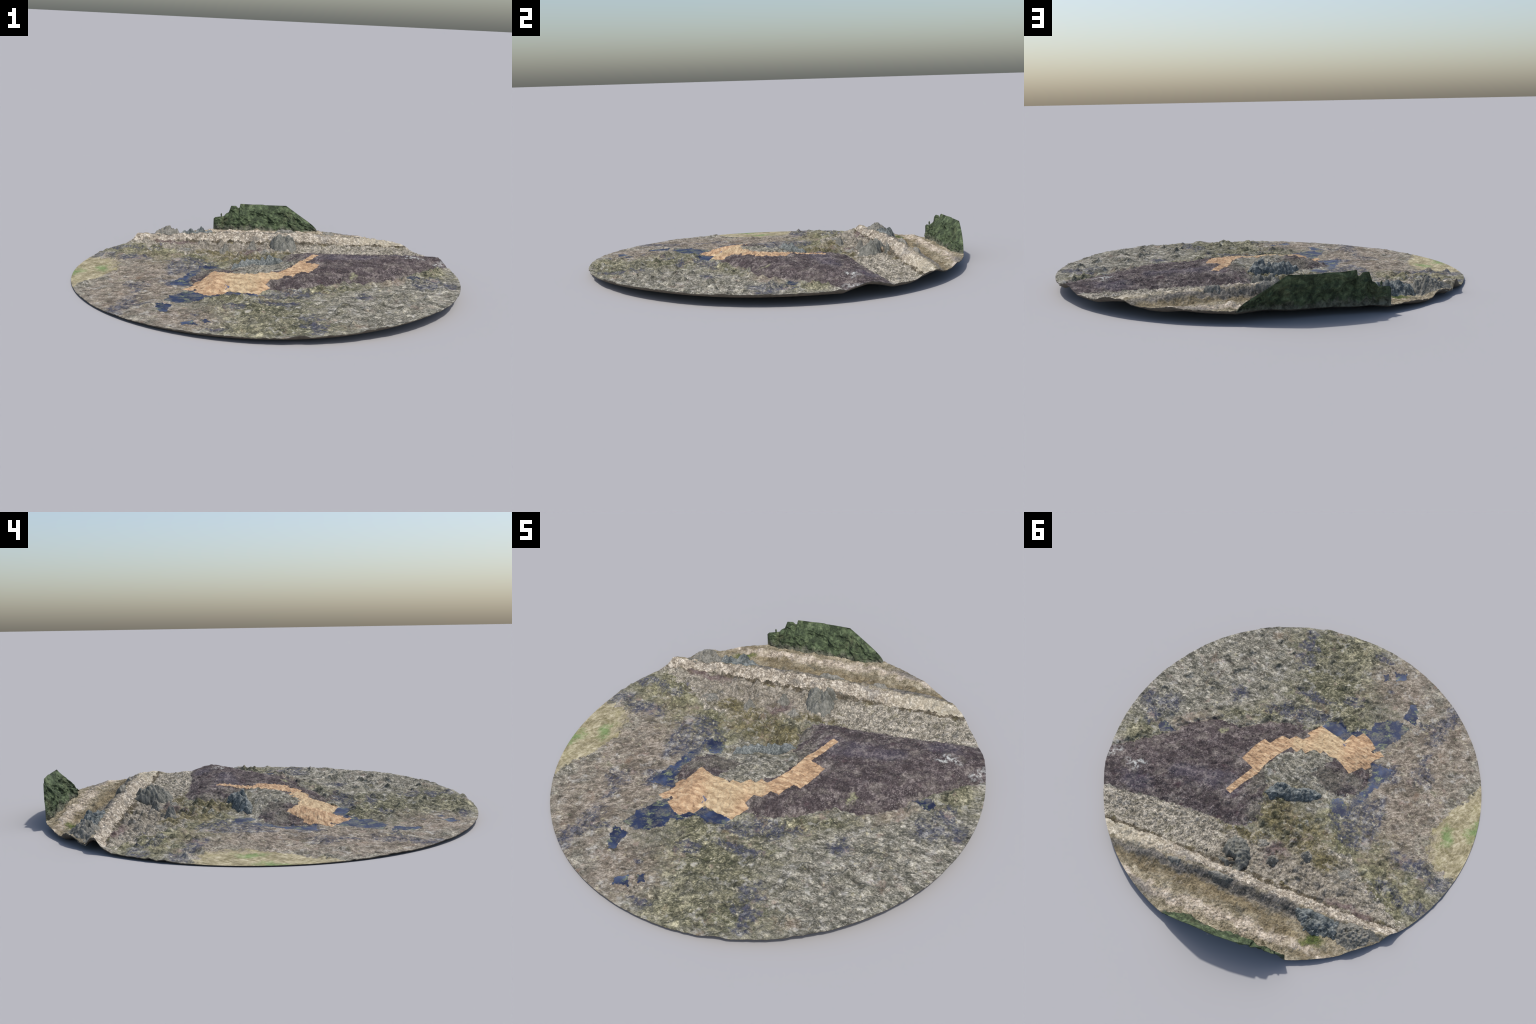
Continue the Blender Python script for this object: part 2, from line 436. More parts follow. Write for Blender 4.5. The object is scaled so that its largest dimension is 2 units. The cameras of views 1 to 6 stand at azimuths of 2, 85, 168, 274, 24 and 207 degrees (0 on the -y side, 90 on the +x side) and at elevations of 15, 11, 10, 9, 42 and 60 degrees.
        shade = n.ramp(k, [(.36, seen(*[c * .62 for c in rgb])), (.62, seen(*rgb))])
        col = n.mix(n.math("MULTIPLY", m, amount), col, shade)
    return n.done(col, .95, k, .25)

def make_heather():
    n = Nodes("heather")
    col, k = grain(n, (44, 38, 39), (86, 77, 77), (158, 147, 142), 50, 150, bias=.01)
    # lichen-pale specks
    v = n.voronoi(120)
    m = n.math("MULTIPLY", n.step(v, .24, .36, 1, 0), n.step(n.noise(13, 4, .6), .46, .62))
    col = n.mix(n.math("MULTIPLY", m, .42), col, seen(176, 168, 162))
    grey, _ = grain(n, (62, 58, 54), (122, 114, 107), (192, 182, 172), 50, 140)
    m = n.step(n.noise(12, 6, .7), .48, .62)
    col = n.mix(n.math("MULTIPLY", m, .65), col, grey)
    m = n.step(n.noise(31, 5, .7, n.mapping((2, 7, 0))), .58, .68)
    col = n.mix(n.math("MULTIPLY", m, .55), col, seen(150, 141, 132))
    m = n.step(n.noise(22, 5, .7, n.mapping((5, 1, 0))), .57, .68)
    col = n.mix(n.math("MULTIPLY", m, .5), col, seen(84, 64, 68))
    edge_grass, _ = grain(n, (60, 60, 52), (126, 121, 108), (190, 184, 168), 50, 150)
    m = n.patch([(-.17, -.07, .11, .06, 10), (-.30, -.10, .05, .04, 0), (.13, .08, .03, .10, -20), (.09, .27, .05, .07, 0)], n.math("MULTIPLY", n.math("SUBTRACT", n.noise(40, 5, .7), .5), 2.2), .5)
    col = n.mix(n.math("MULTIPLY", m, .6), col, edge_grass)
    # bluish sheen of young heather, small green clump, pale lichen streak
    fray = n.math("MULTIPLY", n.math("SUBTRACT", n.noise(30, 6, .7), .5), 2.6)
    m = n.patch([(.36, .20, .10, .05, 20), (.52, .22, .08, .04, 10), (.25, .20, .04, .06, 0), (.74, .36, .09, .03, 5)], fray, .7)
    col = n.mix(n.math("MULTIPLY", m, .2), col, seen(86, 86, 108))
    m = n.patch([(.451, -.098, .022, .03, 0)], fray, .5)
    col = n.mix(n.math("MULTIPLY", m, n.step(n.noise(70, 4, .7), .40, .56, .1, .8)), col, seen(164, 164, 128))
    m = n.patch([(.81, .29, .055, .02, -35), (.93, .25, .03, .02, 0), (.77, .25, .03, .012, 0), (.09, .36, .03, .012, 20)], n.math("MULTIPLY", fray, 1.3), .5)
    col = n.mix(n.math("MULTIPLY", m, n.step(n.noise(60, 5, .7), .44, .56, 0, .85)), col, seen(190, 191, 186))
    return n.done(col, .95, k, .3)

def make_sand():
    n = Nodes("dug_sand")
    v = n.mapping(deg=-20, scale=(1, 2.4, 1), kind="POINT")
    a = n.noise(26, 5, .6, v, .8)
    col = n.ramp(a, [(.30, seen(126, 101, 78)), (.48, seen(177, 146, 114)), (.68, seen(215, 188, 152))])
    yellow = n.patch([(-.10, -.26, .09, .13, 20), (.04, -.19, .06, .05, 0)],
                     n.math("MULTIPLY", n.math("SUBTRACT", n.noise(11, 3), .5), 1.6), .6)
    col = n.mix(n.math("MULTIPLY", yellow, .75), col, n.ramp(a, [(.32, seen(148, 126, 96)), (.65, seen(210, 190, 154))]))
    pit = n.step(n.noise(60, 3, .6), .68, .74)
    col = n.mix(n.math("MULTIPLY", pit, .5), col, seen(150, 110, 78))
    # a small wet puddle line across the floor
    m = n.patch([(-.176, -.292, .006, .012, 20), (-.182, -.318, .005, .008, 0)],
                n.math("MULTIPLY", n.math("SUBTRACT", n.noise(60), .5), 2), .4)
    col = n.mix(m, col, seen(104, 104, 122))
    return n.done(col, .9, a, .55, depth=.006)

def make_water():
    n = Nodes("bog_water")
    a = n.noise(9, 3, .5)
    col = n.ramp(a, [(.35, seen(36, 42, 66)), (.52, seen(46, 56, 84)), (.68, seen(84, 96, 122))])
    weed = n.ramp(n.noise(120, 4, .6), [(.35, seen(72, 80, 70)), (.6, seen(150, 156, 116))])
    m = n.step(n.noise(44, 6, .74, n.mapping(deg=40, scale=(1.8, 1, 1)), .6), .49, .58)
    m2 = n.math("MULTIPLY", m, n.step(n.noise(13, 3, .6, n.mapping((.7, 2, 0))), .43, .56))
    col = n.mix(n.math("MULTIPLY", m2, .8), col, weed)
    murk = n.math("MULTIPLY", n.step(n.noise(18, 6, .7, n.mapping((2, 5, 0))), .47, .60), .75)
    col = n.mix(murk, col, n.ramp(n.noise(110, 4, .6), [(.35, seen(58, 60, 70)), (.65, seen(116, 114, 108))]))
    return n.done(col, .6, spec=.2)

def make_meadow():
    n = Nodes("mown_meadow")
    col, k = grain(n, (104, 97, 70), (162, 152, 118), (220, 211, 182), 55, 170, (2.2, 1, 1), 60, bias=-.01, spread=.15)
    # mowing swathes curling round the green hollow
    w = n.add("ShaderNodeTexWave", wave_type="RINGS", rings_direction="Z")
    n.put(w.inputs["Vector"], n.mapping((-.905, .02, 0), 12, (.8, 1.25, 1)))
    w.inputs["Scale"].default_value = 13
    w.inputs["Distortion"].default_value = 4
    w.inputs["Detail"].default_value = 3
    w.inputs["Detail Scale"].default_value = 3
    col = n.mix(n.math("MULTIPLY", n.step(w.outputs["Fac"], .5, .95), .20), col, seen(212, 201, 168))
    col = n.mix(n.math("MULTIPLY", n.step(w.outputs["Fac"], .4, .05), .14), col, seen(138, 132, 86))
    wob = n.math("MULTIPLY", n.math("SUBTRACT", n.noise(16, 5, .65), .5), 1.8)
    m = n.patch([(-.868, -.004, .035, .05, 0), (-.985, -.10, .04, .05, 0)], wob, .6)
    col = n.mix(n.math("MULTIPLY", m, .85), col, n.ramp(k, [(.35, seen(84, 116, 58)), (.6, seen(124, 156, 92))]))
    m = n.step(n.noise(12, 4, .6), .56, .72)
    col = n.mix(n.math("MULTIPLY", m, .3), col, seen(150, 144, 92))
    edge, _ = grain(n, (80, 74, 62), (144, 134, 116), (206, 196, 176), 55, 190)
    m = n.patch([(-1.0, -.05, .235, .32, 8)], n.math("MULTIPLY", n.math("SUBTRACT", n.noise(20, 6, .7), .5), 1.6), .3)
    col = n.mix(n.math("MULTIPLY", m, .8, True), edge, col)
    return n.done(col, .95, k, .3)

def make_heath():
    n = Nodes("rough_heath")
    col, k = grain(n, (62, 60, 52), (150, 143, 128), (228, 219, 201), 80, 200, bias=-.025, spread=.14)
    gap = n.voronoi(72, n.warp(), "DISTANCE_TO_EDGE")
    col = n.mix(n.math("MULTIPLY", n.step(gap, .01, .13, 1, 0), .6), col, seen(72, 70, 62))
    west, _ = grain(n, (52, 49, 42), (128, 120, 107), (214, 204, 187), 70, 190, bias=-.01, spread=.15)
    wob = n.math("MULTIPLY", n.math("SUBTRACT", n.noise(10, 5, .65), .5), 2.0)
    m = n.patch([(-.25, .50, .40, .10, 0)], wob, .6)
    col = n.mix(n.math("MULTIPLY", m, .7), col, west)
    olive, _ = grain(n, (46, 42, 26), (104, 97, 66), (176, 164, 122), 40, 140)
    m = n.patch([(-.09, .29, .24, .11, -8), (.12, .40, .12, .03, 0), (.29, .605, .035, .022, 0), (-.34, .37, .10, .06, 0),
                 (-.70, .575, .16, .014, -2), (.5, .604, .1, .008, 2), (-.2, .595, .2, .008, 2), (.78, .61, .1, .01, 3)], wob, .5)
    col = n.mix(n.math("MULTIPLY", m, .9), col, olive)
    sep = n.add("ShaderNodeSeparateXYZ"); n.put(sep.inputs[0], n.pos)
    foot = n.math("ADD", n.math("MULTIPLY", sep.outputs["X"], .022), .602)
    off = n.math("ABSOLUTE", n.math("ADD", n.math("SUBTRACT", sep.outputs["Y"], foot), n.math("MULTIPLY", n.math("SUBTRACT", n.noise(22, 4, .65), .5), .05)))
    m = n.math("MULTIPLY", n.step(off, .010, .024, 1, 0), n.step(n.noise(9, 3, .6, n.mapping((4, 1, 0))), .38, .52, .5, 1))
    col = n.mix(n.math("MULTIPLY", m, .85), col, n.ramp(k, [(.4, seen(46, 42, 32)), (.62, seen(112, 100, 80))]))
    mauve, _ = grain(n, (62, 50, 50), (110, 94, 92), (160, 144, 140), 50, 150)
    m = n.patch([(-.56, .565, .12, .02, -4), (-.1, .44, .05, .05, 0)], wob, .6)
    col = n.mix(n.math("MULTIPLY", m, .85), col, mauve)
    wet, _ = grain(n, (38, 40, 58), (66, 66, 92), (112, 110, 116), 40, 150)
    m = n.patch([(-.753, .42, .07, .03, -35), (-.868, .441, .05, .035, 0), (-.62, .43, .03, .03, 0), (-.675, .391, .035, .03, 0)], wob, .5)
    col = n.mix(n.math("MULTIPLY", m, .9), col, wet)
    for i, (rgb, scale, lo, amount) in enumerate([((214, 205, 190), 21, .54, .6), ((58, 56, 48), 30, .60, .6), ((220, 212, 196), 56, .58, .6), ((104, 100, 72), 13, .56, .5), ((96, 98, 98), 16, .59, .55)]):
        m = n.step(n.noise(scale, 6, .68, n.mapping((i * 2.3 + 4, i * 1.1, 0), kind="POINT")), lo, lo + .11)
        col = n.mix(n.math("MULTIPLY", m, amount), col, n.ramp(k, [(.36, seen(*[c * .62 for c in rgb])), (.62, seen(*rgb))]))
    return n.done(col, .95, k, .35)

def make_bank():
    n = Nodes("pale_bank")
    col, k = grain(n, (96, 88, 76), (180, 169, 151), (238, 229, 212), 55, 140, bias=-.03, spread=.15)
    gap = n.voronoi(52, n.warp(), "DISTANCE_TO_EDGE")
    col = n.mix(n.math("MULTIPLY", n.step(gap, .02, .16, 1, 0), .6), col, seen(104, 95, 84))
    for rgb, scale, off, lo, amount in (((96, 90, 72), 16, 1, .56, .7), ((112, 110, 106), 11, 4, .55, .6), ((84, 74, 66), 27, 7, .58, .6)):
        m = n.step(n.noise(scale, 5, .68, n.mapping((off, off * .3, 0), kind="POINT")), lo, lo + .10)
        col = n.mix(n.math("MULTIPLY", m, amount), col, n.ramp(k, [(.35, seen(*[c * .65 for c in rgb])), (.65, seen(*[c * 1.25 for c in rgb]))]))
    east = n.patch([(.85, .66, .4, .2, 0)], 0.0, .5)
    col = n.mix(n.math("MULTIPLY", east, .35), col, seen(190, 182, 156))
    return n.done(col, .95, k, .35)

def make_lane():
    n = Nodes("grassy_lane")
    col, k = grain(n, (84, 78, 60), (148, 138, 116), (206, 196, 172), 50, 160)
    wob = n.math("MULTIPLY", n.math("SUBTRACT", n.noise(12, 5, .65), .5), 2.0)
    ochre, _ = grain(n, (66, 58, 40), (126, 113, 88), (186, 172, 138), 45, 150)
    m = n.patch([(.1, .76, .4, .035, 0), (-.35, .80, .22, .03, -4), (-.5, .88, .1, .04, 0), (.5, .76, .3, .03, 3)], wob, .7)
    col = n.mix(n.math("MULTIPLY", m, .85), col, ochre)
    # grey band darkening the colour for shade on the bank's steep back
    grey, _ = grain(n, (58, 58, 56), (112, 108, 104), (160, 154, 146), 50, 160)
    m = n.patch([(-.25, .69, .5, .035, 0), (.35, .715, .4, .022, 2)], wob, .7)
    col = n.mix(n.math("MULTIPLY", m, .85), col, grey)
    green, _ = grain(n, (52, 62, 34), (100, 110, 62), (140, 146, 92), 45, 160)
    m = n.patch([(-.46, .79, .05, .03, 0)], wob, .6)
    col = n.mix(m, col, green)
    pale, _ = grain(n, (94, 85, 74), (178, 165, 147), (234, 222, 205), 58, 140, bias=-.03, spread=.15)
    m = n.patch([(-.15, .850, .42, .024, 1), (.38, .862, .3, .024, -3)], wob, .5, .12)
    m = n.math('MULTIPLY', m, n.step(n.noise(17, 5, .7, n.mapping((9, 2, 0))), .36, .50, .35, 1))
    col = n.mix(n.math("MULTIPLY", m, .95), col, pale)
    for i, (rgb, scale, lo, amount) in enumerate([((204, 192, 170), 20, .56, .5), ((70, 62, 44), 24, .57, .5), ((112, 112, 104), 13, .57, .5)]):
        m = n.step(n.noise(scale, 6, .68, n.mapping((i * 2.9 + 6, i * .9, 0), kind="POINT")), lo, lo + .11)
        col = n.mix(n.math("MULTIPLY", m, amount), col, n.ramp(k, [(.36, seen(*[c * .65 for c in rgb])), (.62, seen(*rgb))]))
    m = n.patch([(.42, .88, .10, .03, -10)], wob, .6)
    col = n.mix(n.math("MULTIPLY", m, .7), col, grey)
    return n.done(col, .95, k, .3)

def make_tree():
    n = Nodes("dark_foliage")
    a = n.noise(55, 5, .65, n.mapping(scale=(1, 1, .75), kind="POINT"), .7)
    b = n.noise(15, 3, .6)
    k = n.math("ADD", n.math("MULTIPLY", a, .55), n.math("MULTIPLY", b, .45))
    col = n.ramp(k, [(.36, seen(38, 46, 34)), (.47, seen(64, 75, 54)), (.56, seen(92, 106, 76)), (.67, seen(132, 141, 110))])
    brown = n.step(n.noise(11, 4, .6, n.mapping((1, 2, 3))), .54, .70)
    col = n.mix(n.math("MULTIPLY", brown, .4), col, seen(98, 100, 74))
    sep = n.add("ShaderNodeSeparateXYZ"); n.put(sep.inputs[0], n.pos)
    low = n.math("ADD", sep.outputs["Z"], n.math("MULTIPLY", n.math("SUBTRACT", n.noise(26, 4, .65, n.mapping(scale=(1, 1, .2), kind="POINT")), .5), .12))
    stems = n.step(low, .050, .075, .75, 0)          # bare grey stems and dead grass at the foot
    col = n.mix(stems, col, n.ramp(a, [(.35, seen(62, 62, 52)), (.6, seen(128, 126, 112))]))
    return n.done(col, .9, a, .6, depth=.006)

def make_shrub(name, dark, mid, light):
    n = Nodes(name)
    v = n.mapping(scale=(1, 1, .45), kind="POINT")
    a = n.noise(120, 5, .65, v, .5)
    b = n.noise(28, 3, .6, v)
    k = n.math("ADD", n.math("MULTIPLY", a, .5), n.math("MULTIPLY", b, .5))
    col = n.ramp(k, [(.36, seen(*dark)), (.5, seen(*mid)), (.66, seen(*light))])
    vein = n.math("ABSOLUTE", n.math("SUBTRACT", n.noise(34, 3, .6, n.mapping((3, 2, 1))), .5))
    col = n.mix(n.step(vein, .004, .020, .55, 0), col, seen(*[min(c * 1.15, 235) for c in light]))
    return n.done(col, .95, a, .5)

def make_plain(name, rgb):
    n = Nodes(name)
    k = n.noise(60, 4, .6)
    return n.done(n.ramp(k, [(.35, seen(*[c * .8 for c in rgb])), (.65, seen(*rgb))]), .95)

# ------------------------------------------------------------------ building parts
root = bpy.data.objects.new("moorland_slice", None)
root["label"] = "round slice of moorland with heather mound, trench and hedge"
root["category"] = "landscape"
bpy.context.collection.objects.link(root)

def mesh_object(name, verts, faces, material, normals=None, parent=root, smooth=True):
    me = bpy.data.meshes.new(name)
    verts = np.ascontiguousarray(verts, np.float32)
    faces = np.ascontiguousarray(faces, np.int32)
    k = faces.shape[1]
    me.vertices.add(len(verts)); me.vertices.foreach_set("co", verts.ravel())
    me.loops.add(faces.size); me.loops.foreach_set("vertex_index", faces.ravel())
    me.polygons.add(len(faces))
    me.polygons.foreach_set("loop_start", np.arange(0, faces.size, k, dtype=np.int32))
    me.update(calc_edges=True)
    me.validate()
    me.polygons.foreach_set("use_smooth", np.full(len(me.polygons), smooth))
    if normals is not None:
        me.normals_split_custom_set_from_vertices(normals)
    me.materials.append(material)
    ob = bpy.data.objects.new(name, me)
    bpy.context.collection.objects.link(ob)
    ob.parent = parent
    return ob

P = np.stack([x, y, z], 1)
idx = np.arange((N + 1) ** 2).reshape(N + 1, N + 1)
quads = np.stack([idx[:-1, :-1], idx[:-1, 1:], idx[1:, 1:], idx[1:, :-1]], -1).reshape(-1, 4)
e1 = P[quads[:, 2]] - P[quads[:, 0]]; e2 = P[quads[:, 3]] - P[quads[:, 1]]
fn = np.cross(e1, e2)
VN = np.zeros_like(P)
for c in range(4):
    for a in range(3):
        VN[:, a] += np.bincount(quads[:, c], fn[:, a], len(P))
VN /= np.linalg.norm(VN, axis=1, keepdims=True) + 1e-12

def face_mean(f):
    return f[quads].mean(1)

fx, fy = face_mean(x), face_mean(y)
ragged = fbm(fx, fy, .035, 4, 201, .65)
part = np.zeros(len(quads), int)                                   # 0 moorland
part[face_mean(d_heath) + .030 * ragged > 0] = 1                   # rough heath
bf, bb = bank_front(fx), bank_back(fx)
part[(fy > bf - .002 + .016 * ragged) & (face_mean(d_heath) > -.1)] = 2           # pale bank
part[(fy > bb - .004 + .018 * ragged)] = 3                                # lane
part[(face_mean(d_meadow) + .030 * ragged > 0)] = 4                # meadow
part[(face_mean(d_heather) + (.012 + .02 * (fx < .1)) * ragged > 0)] = 5               # heather
for i, d in enumerate(d_pools):
    part[(face_mean(d) + (.016 if i in (0, 4, 5) else .007) * ragged + .007 * fbm(fx, fy, .014, 3, 207, .6) > .0)] = 10 + i
part[face_mean(d_trench) > 0] = 6                                  # trench

def terrain_part(code, name, material):
    f = quads[part == code]
    if not len(f):
        return
    used, inv = np.unique(f, return_inverse=True)
    return mesh_object(name, P[used], inv.reshape(-1, 4), material, VN[used])

terrain_part(0, "moor_grass", make_moor())
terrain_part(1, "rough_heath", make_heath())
terrain_part(2, "bank", make_bank())
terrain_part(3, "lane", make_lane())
terrain_part(4, "meadow", make_meadow())
terrain_part(5, "heather_mound", make_heather())
terrain_part(6, "excavation_trench", make_sand())
water = make_water()
for i in range(len(POOLS)):
    terrain_part(10 + i, "pool", water)

def ground_at(px, py):
    px, py = np.atleast_1d(np.asarray(px, float)), np.atleast_1d(np.asarray(py, float))
    return shaped_ground(px, py, signed_distance(MOUND, px, py)) - LOW

# underside: a skin of soil that closes the slice from below, ring by ring from the rim inwards
soil = make_plain("soil", (112, 104, 92))
ring = np.concatenate([idx[0, :-1], idx[:-1, -1], idx[-1, :0:-1], idx[:0:-1, 0]])[::2]
top = P[ring]
rings = [top, top - [0, 0, .003]]
for s_ in (.975, .94, .90, .85, .80, .74, .68, .62, .55, .47, .38, .28, .15, .01):
    rx, ry = top[:, 0] * s_, top[:, 1] * s_
    rings.append(np.stack([rx, ry, np.maximum(ground_at(rx, ry) - .018, .0005)], 1))
under = np.concatenate(rings); under[:, 2] = np.maximum(under[:, 2], 0)
k = len(ring); a = np.arange(k); b2 = (a + 1) % k
uq = np.concatenate([np.stack([a + i * k, a + (i + 1) * k, b2 + (i + 1) * k, b2 + i * k], 1) for i in range(len(rings) - 1)])
mesh_object("soil_underside", under, uq, soil)

# ------------------------------------------------------------------ hedge of trees
TOP = [(-.371,.103),(-.362,.112),(-.345,.114),(-.310,.118),(-.297,.134),(-.281,.142),(-.272,.168),(-.267,.183),(-.237,.183),
       (-.225,.170),(-.215,.171),(-.211,.196),(-.205,.196),(-.15,.193),(-.07,.195),(-.058,.192),(.03,.194),(.075,.196),
       (.15,.148),(.22,.105),(.25,.085),(.266,.070),(.2775,.052)]
ns, nt = 420, 110
sx = np.linspace(-.371, .2775, ns)
tt = np.linspace(0, 1, nt)
SX, T = np.meshgrid(sx, tt, indexing="ij")
zt = piece(TOP, SX); yf = piece(TREE_FOOT, SX); yt = np.sqrt(1 - SX ** 2)
zf = ground_at(sx, piece(TREE_FOOT, sx))[:, None] - .004
zf = np.minimum(zf, zt - .004)
lump = (.55 * fbm(SX + T * .02, T * .16, .055, 4, 301, .55) + .5 * bumps(SX, T * .17, .05, 311, .9, .7, 1.0))
edge = np.sin(np.pi * np.clip(T, 0, 1)) ** .5 * np.clip((SX + .371) / .03, 0, 1)
yy = yf + (yt - yf) * T ** 1.15 - .030 * lump * edge * np.clip((yt - .86) / .1, .3, 1)
xx = SX + .004 * fbm(SX, T * .17, .03, 3, 321) * edge
zz = zf + (zt - zf) * T
def on_disc(px, py):
    r = np.hypot(px, py); f = np.minimum(1, .9995 / r)
    return px * f, py * f
front = on_disc(xx, yy)
back = on_disc(xx, yy + .004)
zb = zz - .002
fv = np.stack([front[0], front[1], zz], -1).reshape(-1, 3)
bv = np.stack([back[0], back[1], zb], -1).reshape(-1, 3)
g = np.arange(ns * nt).reshape(ns, nt)
q1 = np.stack([g[:-1, :-1], g[1:, :-1], g[1:, 1:], g[:-1, 1:]], -1).reshape(-1, 4)
q2 = q1[:, ::-1] + ns * nt
rim_i = np.concatenate([g[:-1, 0], g[-1, :-1], g[:0:-1, -1], g[0, :0:-1]])
rn = np.roll(rim_i, -1)
q3 = np.stack([rim_i, rim_i + ns * nt, rn + ns * nt, rn], 1)
tree_mat = make_tree()
hedge = mesh_object("hedge", np.concatenate([fv, bv]), np.concatenate([q1, q2, q3]), tree_mat)

# one sprig standing off the low end of the hedge
def lump_mesh(name, centre, size, material, seed, seg=28, rough_amp=.25, parent=root):
    th = np.linspace(0, 2 * np.pi, seg, endpoint=False); ph = np.linspace(.02, np.pi - .02, seg // 2)
    TH, PHI = np.meshgrid(th, ph, indexing="ij")
    r = 1 + rough_amp * fbm(np.cos(TH) * 1.3 + PHI, np.sin(TH) * 1.3 + PHI * .7, .8, 3, seed)
    v = np.stack([centre[0] + size[0] * r * np.sin(PHI) * np.cos(TH), centre[1] + size[1] * r * np.sin(PHI) * np.sin(TH),
                  centre[2] + size[2] * r * np.cos(PHI)], -1).reshape(-1, 3)
    h = len(ph); g = np.arange(seg * h).reshape(seg, h); gn = np.roll(g, -1, 0)
    f = np.stack([g[:, :-1], g[:, 1:], gn[:, 1:], gn[:, :-1]], -1).reshape(-1, 4)
    return mesh_object(name, v, f, material, None, parent)

lump_mesh("sprig", (-.325, .94, .128), (.0045, .0045, .009), tree_mat, 5, parent=hedge)
lump_mesh("sprig", (-.322, .94, .118), (.0015, .0015, .006), tree_mat, 6, parent=hedge)

# ------------------------------------------------------------------ bushes
def bush(name, outline, peak, material, seed, spikes=.5, steep=.5, cell=.035, res=90, peaks=(), cut=None, smooth=False, brow=.012):
    """Dense bush: a spiky dome standing on the ground inside a plan outline."""
    o = np.asarray(outline, float)
    lo, hi = o.min(0) - .004, o.max(0) + .004
    n = (hi - lo).max() / res
    ax = np.arange(lo[0], hi[0], n); ay = np.arange(lo[1], hi[1], n)
    BX, BY = np.meshgrid(ax, ay, indexing="ij")
    bx, by = BX.ravel(), BY.ravel()
    bx = bx + .35 * n * gnoise(bx / n * .7, by / n * .7, seed); by = by + .35 * n * gnoise(bx / n * .7 + 9, by / n * .7, seed)
    d = signed_distance(o, bx, by) + .006 * fbm(bx, by, .02, 3, seed)
    reach = max(signed_distance(o, BX.ravel(), BY.ravel()).max(), .01)
    prof = np.clip(d / (reach * steep), 0, 1) ** .6
    top = .55 * bumps(bx, by, cell, seed, .95, .8) + .45 * bumps(bx, by, cell * .55, seed + 7, .9, .9)
    h = peak * prof * (1 - spikes + spikes * 1.35 * top)
    gz = ground_at(bx, by)
    for px, py, pz, pr in peaks:
        dist = np.hypot(bx - px, by - py) + .25 * pr * fbm(bx, by, .02, 2, seed + 3)
        h = np.maximum(h, (pz + .004 - gz) * np.clip(1 - dist / pr, 0, 1) ** .75 * np.clip(d / brow, 0, 1) ** .6)
    if cut is not None:
        h = h * cut(bx, by)
    keep = d > -.002
    v = np.stack([bx, by, gz - .004 + h], 1)
    b = np.stack([bx, by, gz - .010], 1)
    gi = np.arange(len(bx)).reshape(BX.shape)
    q = np.stack([gi[:-1, :-1], gi[1:, :-1], gi[1:, 1:], gi[:-1, 1:]], -1).reshape(-1, 4)
    q = q[keep[q].all(1)]
    und = q[:, ::-1] + len(bx)
    edges = np.concatenate([q[:, [i, (i + 1) % 4]] for i in range(4)])
    key = {(int(p), int(r)) for p, r in edges}
    side = np.array([(p, r) for p, r in sorted(key) if (r, p) not in key])
    wall = np.stack([side[:, 0], side[:, 0] + len(bx), side[:, 1] + len(bx), side[:, 1]], 1)
    allq = np.concatenate([q, und, wall])
    used, inv = np.unique(allq, return_inverse=True)
    return mesh_object(name, np.concatenate([v, b])[used], inv.reshape(-1, 4), material, smooth=smooth)

grey = make_shrub("grey_twigs", (80, 79, 73), (120, 118, 109), (156, 152, 142))
teal = make_shrub("dark_teal_twigs", (62, 68, 68), (104, 109, 107), (158, 161, 156))
bush("bush", [(.092,.150),(.085,.115),(.045,.078),(.0,.066),(-.055,.066),(-.09,.040),(-.144,.030),(-.190,.035),(-.180,.070),
              (-.115,.105),(-.050,.130),(.01,.145),(.06,.175)], .048, teal, 401, .7, .5, .045, 110,
     peaks=[(.012,.086,.108,.040),(.045,.090,.104,.032),(-.10,.068,.087,.040),(-.055,.085,.090,.035),(.082,.130,.067,.022),(.065,.150,.080,.025),
            (-.165,.055,.060,.035),(-.13,.06,.080,.035),(-.02,.10,.092,.03)])
bush("bush", [(-.314,.680),(-.386,.655),(-.472,.655),(-.545,.66),(-.575,.700),(-.56,.740),(-.525,.735),(-.438,.765),(-.369,.755)],
     .040, teal, 421, .8, .8, .045, peaks=[(-.425,.722,.096,.045),(-.37,.70,.088,.035),(-.48,.69,.085,.05),(-.52,.71,.07,.04)])
bush("bush", [(-.53,.665),(-.57,.645),(-.603,.632),(-.686,.625),(-.745,.645),(-.748,.660),(-.665,.742),(-.632,.770),(-.583,.762),(-.54,.73)],
     .022, grey, 431, .2, .9, .08, brow=.03, peaks=[(-.62,.69,.096,.075),(-.57,.69,.085,.05),(-.66,.685,.078,.06)])
bush("bush", [(.02,.675),(.06,.665),(.12,.67),(.15,.685),(.11,.715),(.04,.71)], .030, grey, 441, .4, .7, .03, 50, peaks=[(.08,.685,.105,.04)])
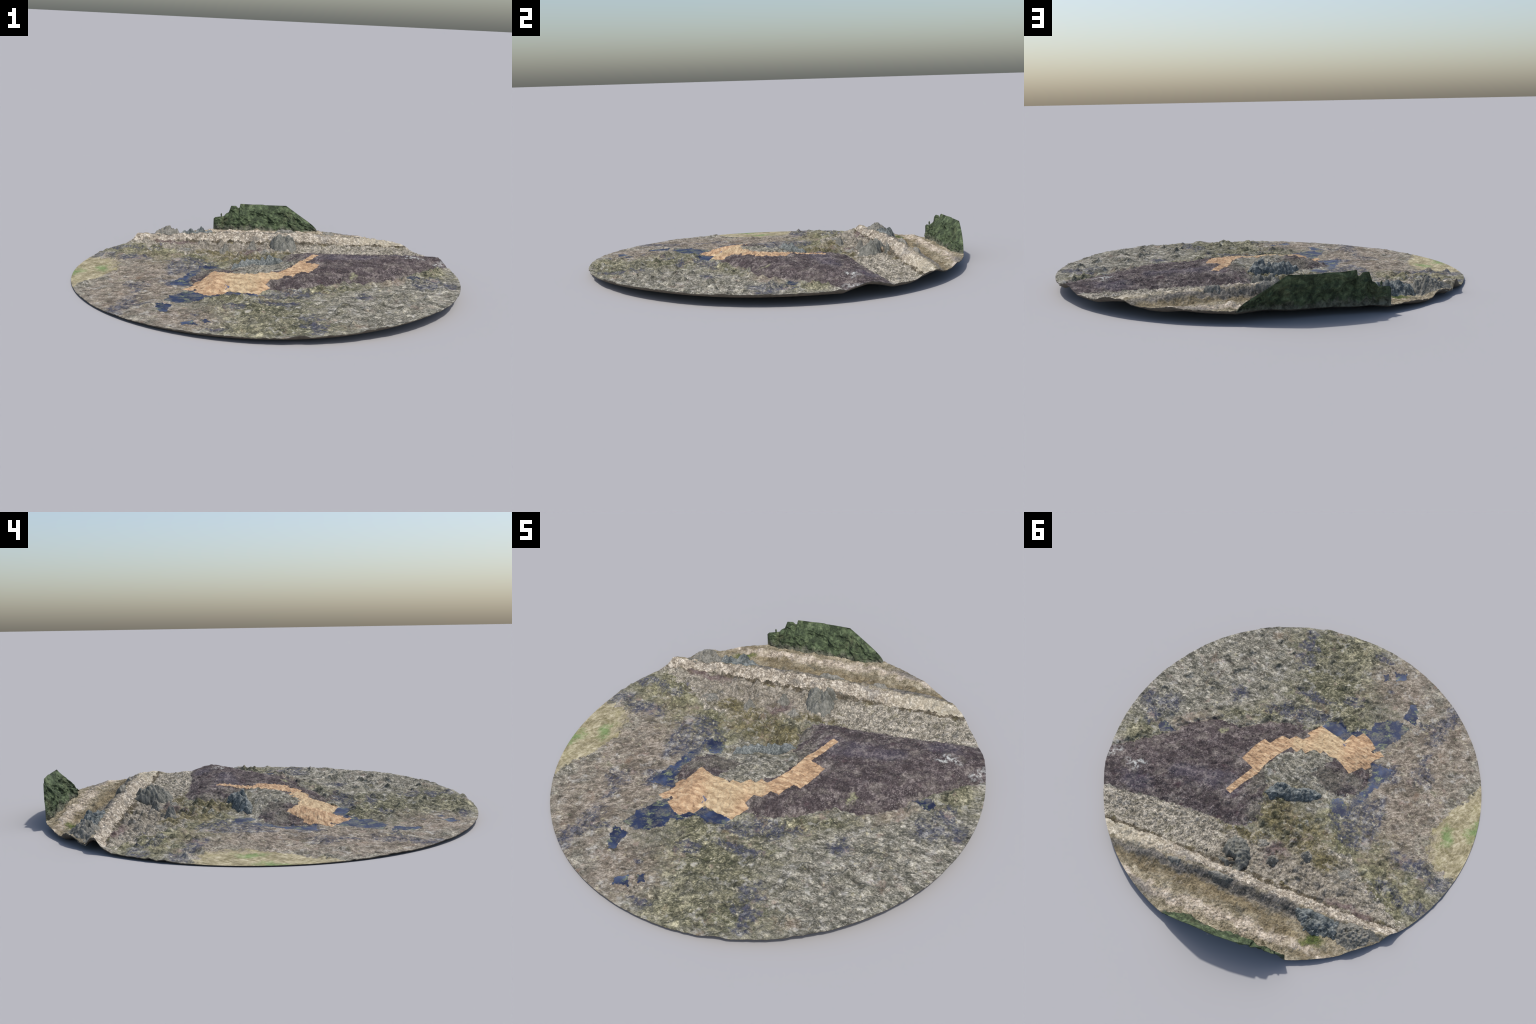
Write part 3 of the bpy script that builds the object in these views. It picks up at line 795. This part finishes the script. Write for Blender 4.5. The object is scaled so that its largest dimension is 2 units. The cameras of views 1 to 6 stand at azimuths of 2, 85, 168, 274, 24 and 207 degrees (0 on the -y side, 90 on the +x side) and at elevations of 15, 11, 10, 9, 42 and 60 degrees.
bush("bush", [(.30,.685),(.34,.68),(.375,.695),(.35,.72),(.31,.715)], .030, grey, 451, .4, .7, .03, 50, peaks=[(.335,.695,.105,.03)])
bush("bush", [(-.05,.40),(-.02,.385),(.01,.40),(.0,.44),(-.04,.45)], .024, grey, 461, .5, .7, .02, 50)
bush("bush", [(-.135,.47),(-.10,.45),(-.07,.47),(-.08,.51),(-.12,.51)], .034, grey, 471, .5, .7, .03, 50, peaks=[(-.10,.485,.085,.03)])
bush("bush", [(-.52,.40),(-.47,.37),(-.43,.40),(-.45,.44),(-.50,.45)], .014, grey, 481, .4, .8, .03, 50)

bush("bush", [(-.285,.385),(-.26,.365),(-.225,.375),(-.215,.405),(-.24,.425),(-.275,.415)], .030, grey, 485, .4, .7, .03, 50, peaks=[(-.247,.392,.082,.030),(-.27,.40,.06,.02)])
# grey thicket beside the bank: a skirted dome with a pit open to the east and north-west
def pit(bx, by):
    wobble = .25 * fbm(bx, by, .03, 2, 505)
    main = np.clip(1.2 - np.hypot((bx - .095) / .036, (by - .570) / .020) - wobble, 0, 1)
    mouth = np.clip(1.2 - np.hypot((bx - .135) / .035, (by - .560) / .020) - wobble, 0, 1)
    north = np.clip(1.2 - np.hypot((bx - .060) / .028, (by - .600) / .026) - wobble, 0, 1)
    return 1 - np.clip(1.6 * np.maximum.reduce([main, mouth * .8, north]), 0, .95)

thicket = make_shrub("grey_green_twigs", (78, 79, 74), (112, 112, 104), (144, 142, 133))
hb = bush("thicket", [(.03,.465),(.07,.432),(.125,.425),(.150,.46),(.158,.51),(.155,.575),(.13,.615),(.07,.625),(.02,.610),(.0,.57),(.005,.51)],
          .024, thicket, 491, .2, .9, .07, 70, peaks=[(.022,.575,.112,.060),(.05,.535,.116,.085),(.105,.530,.116,.085),(.07,.555,.116,.06),(.11,.600,.112,.05),(.05,.605,.106,.04),(.085,.48,.088,.08)], cut=pit, brow=.028, smooth=True)
lump_mesh("boulder", (.085, .572, float(ground_at(.085, .572)[0]) + .010), (.015, .009, .018), make_plain("pale_stone", (176, 160, 138)), 9, rough_amp=.5, parent=hb)
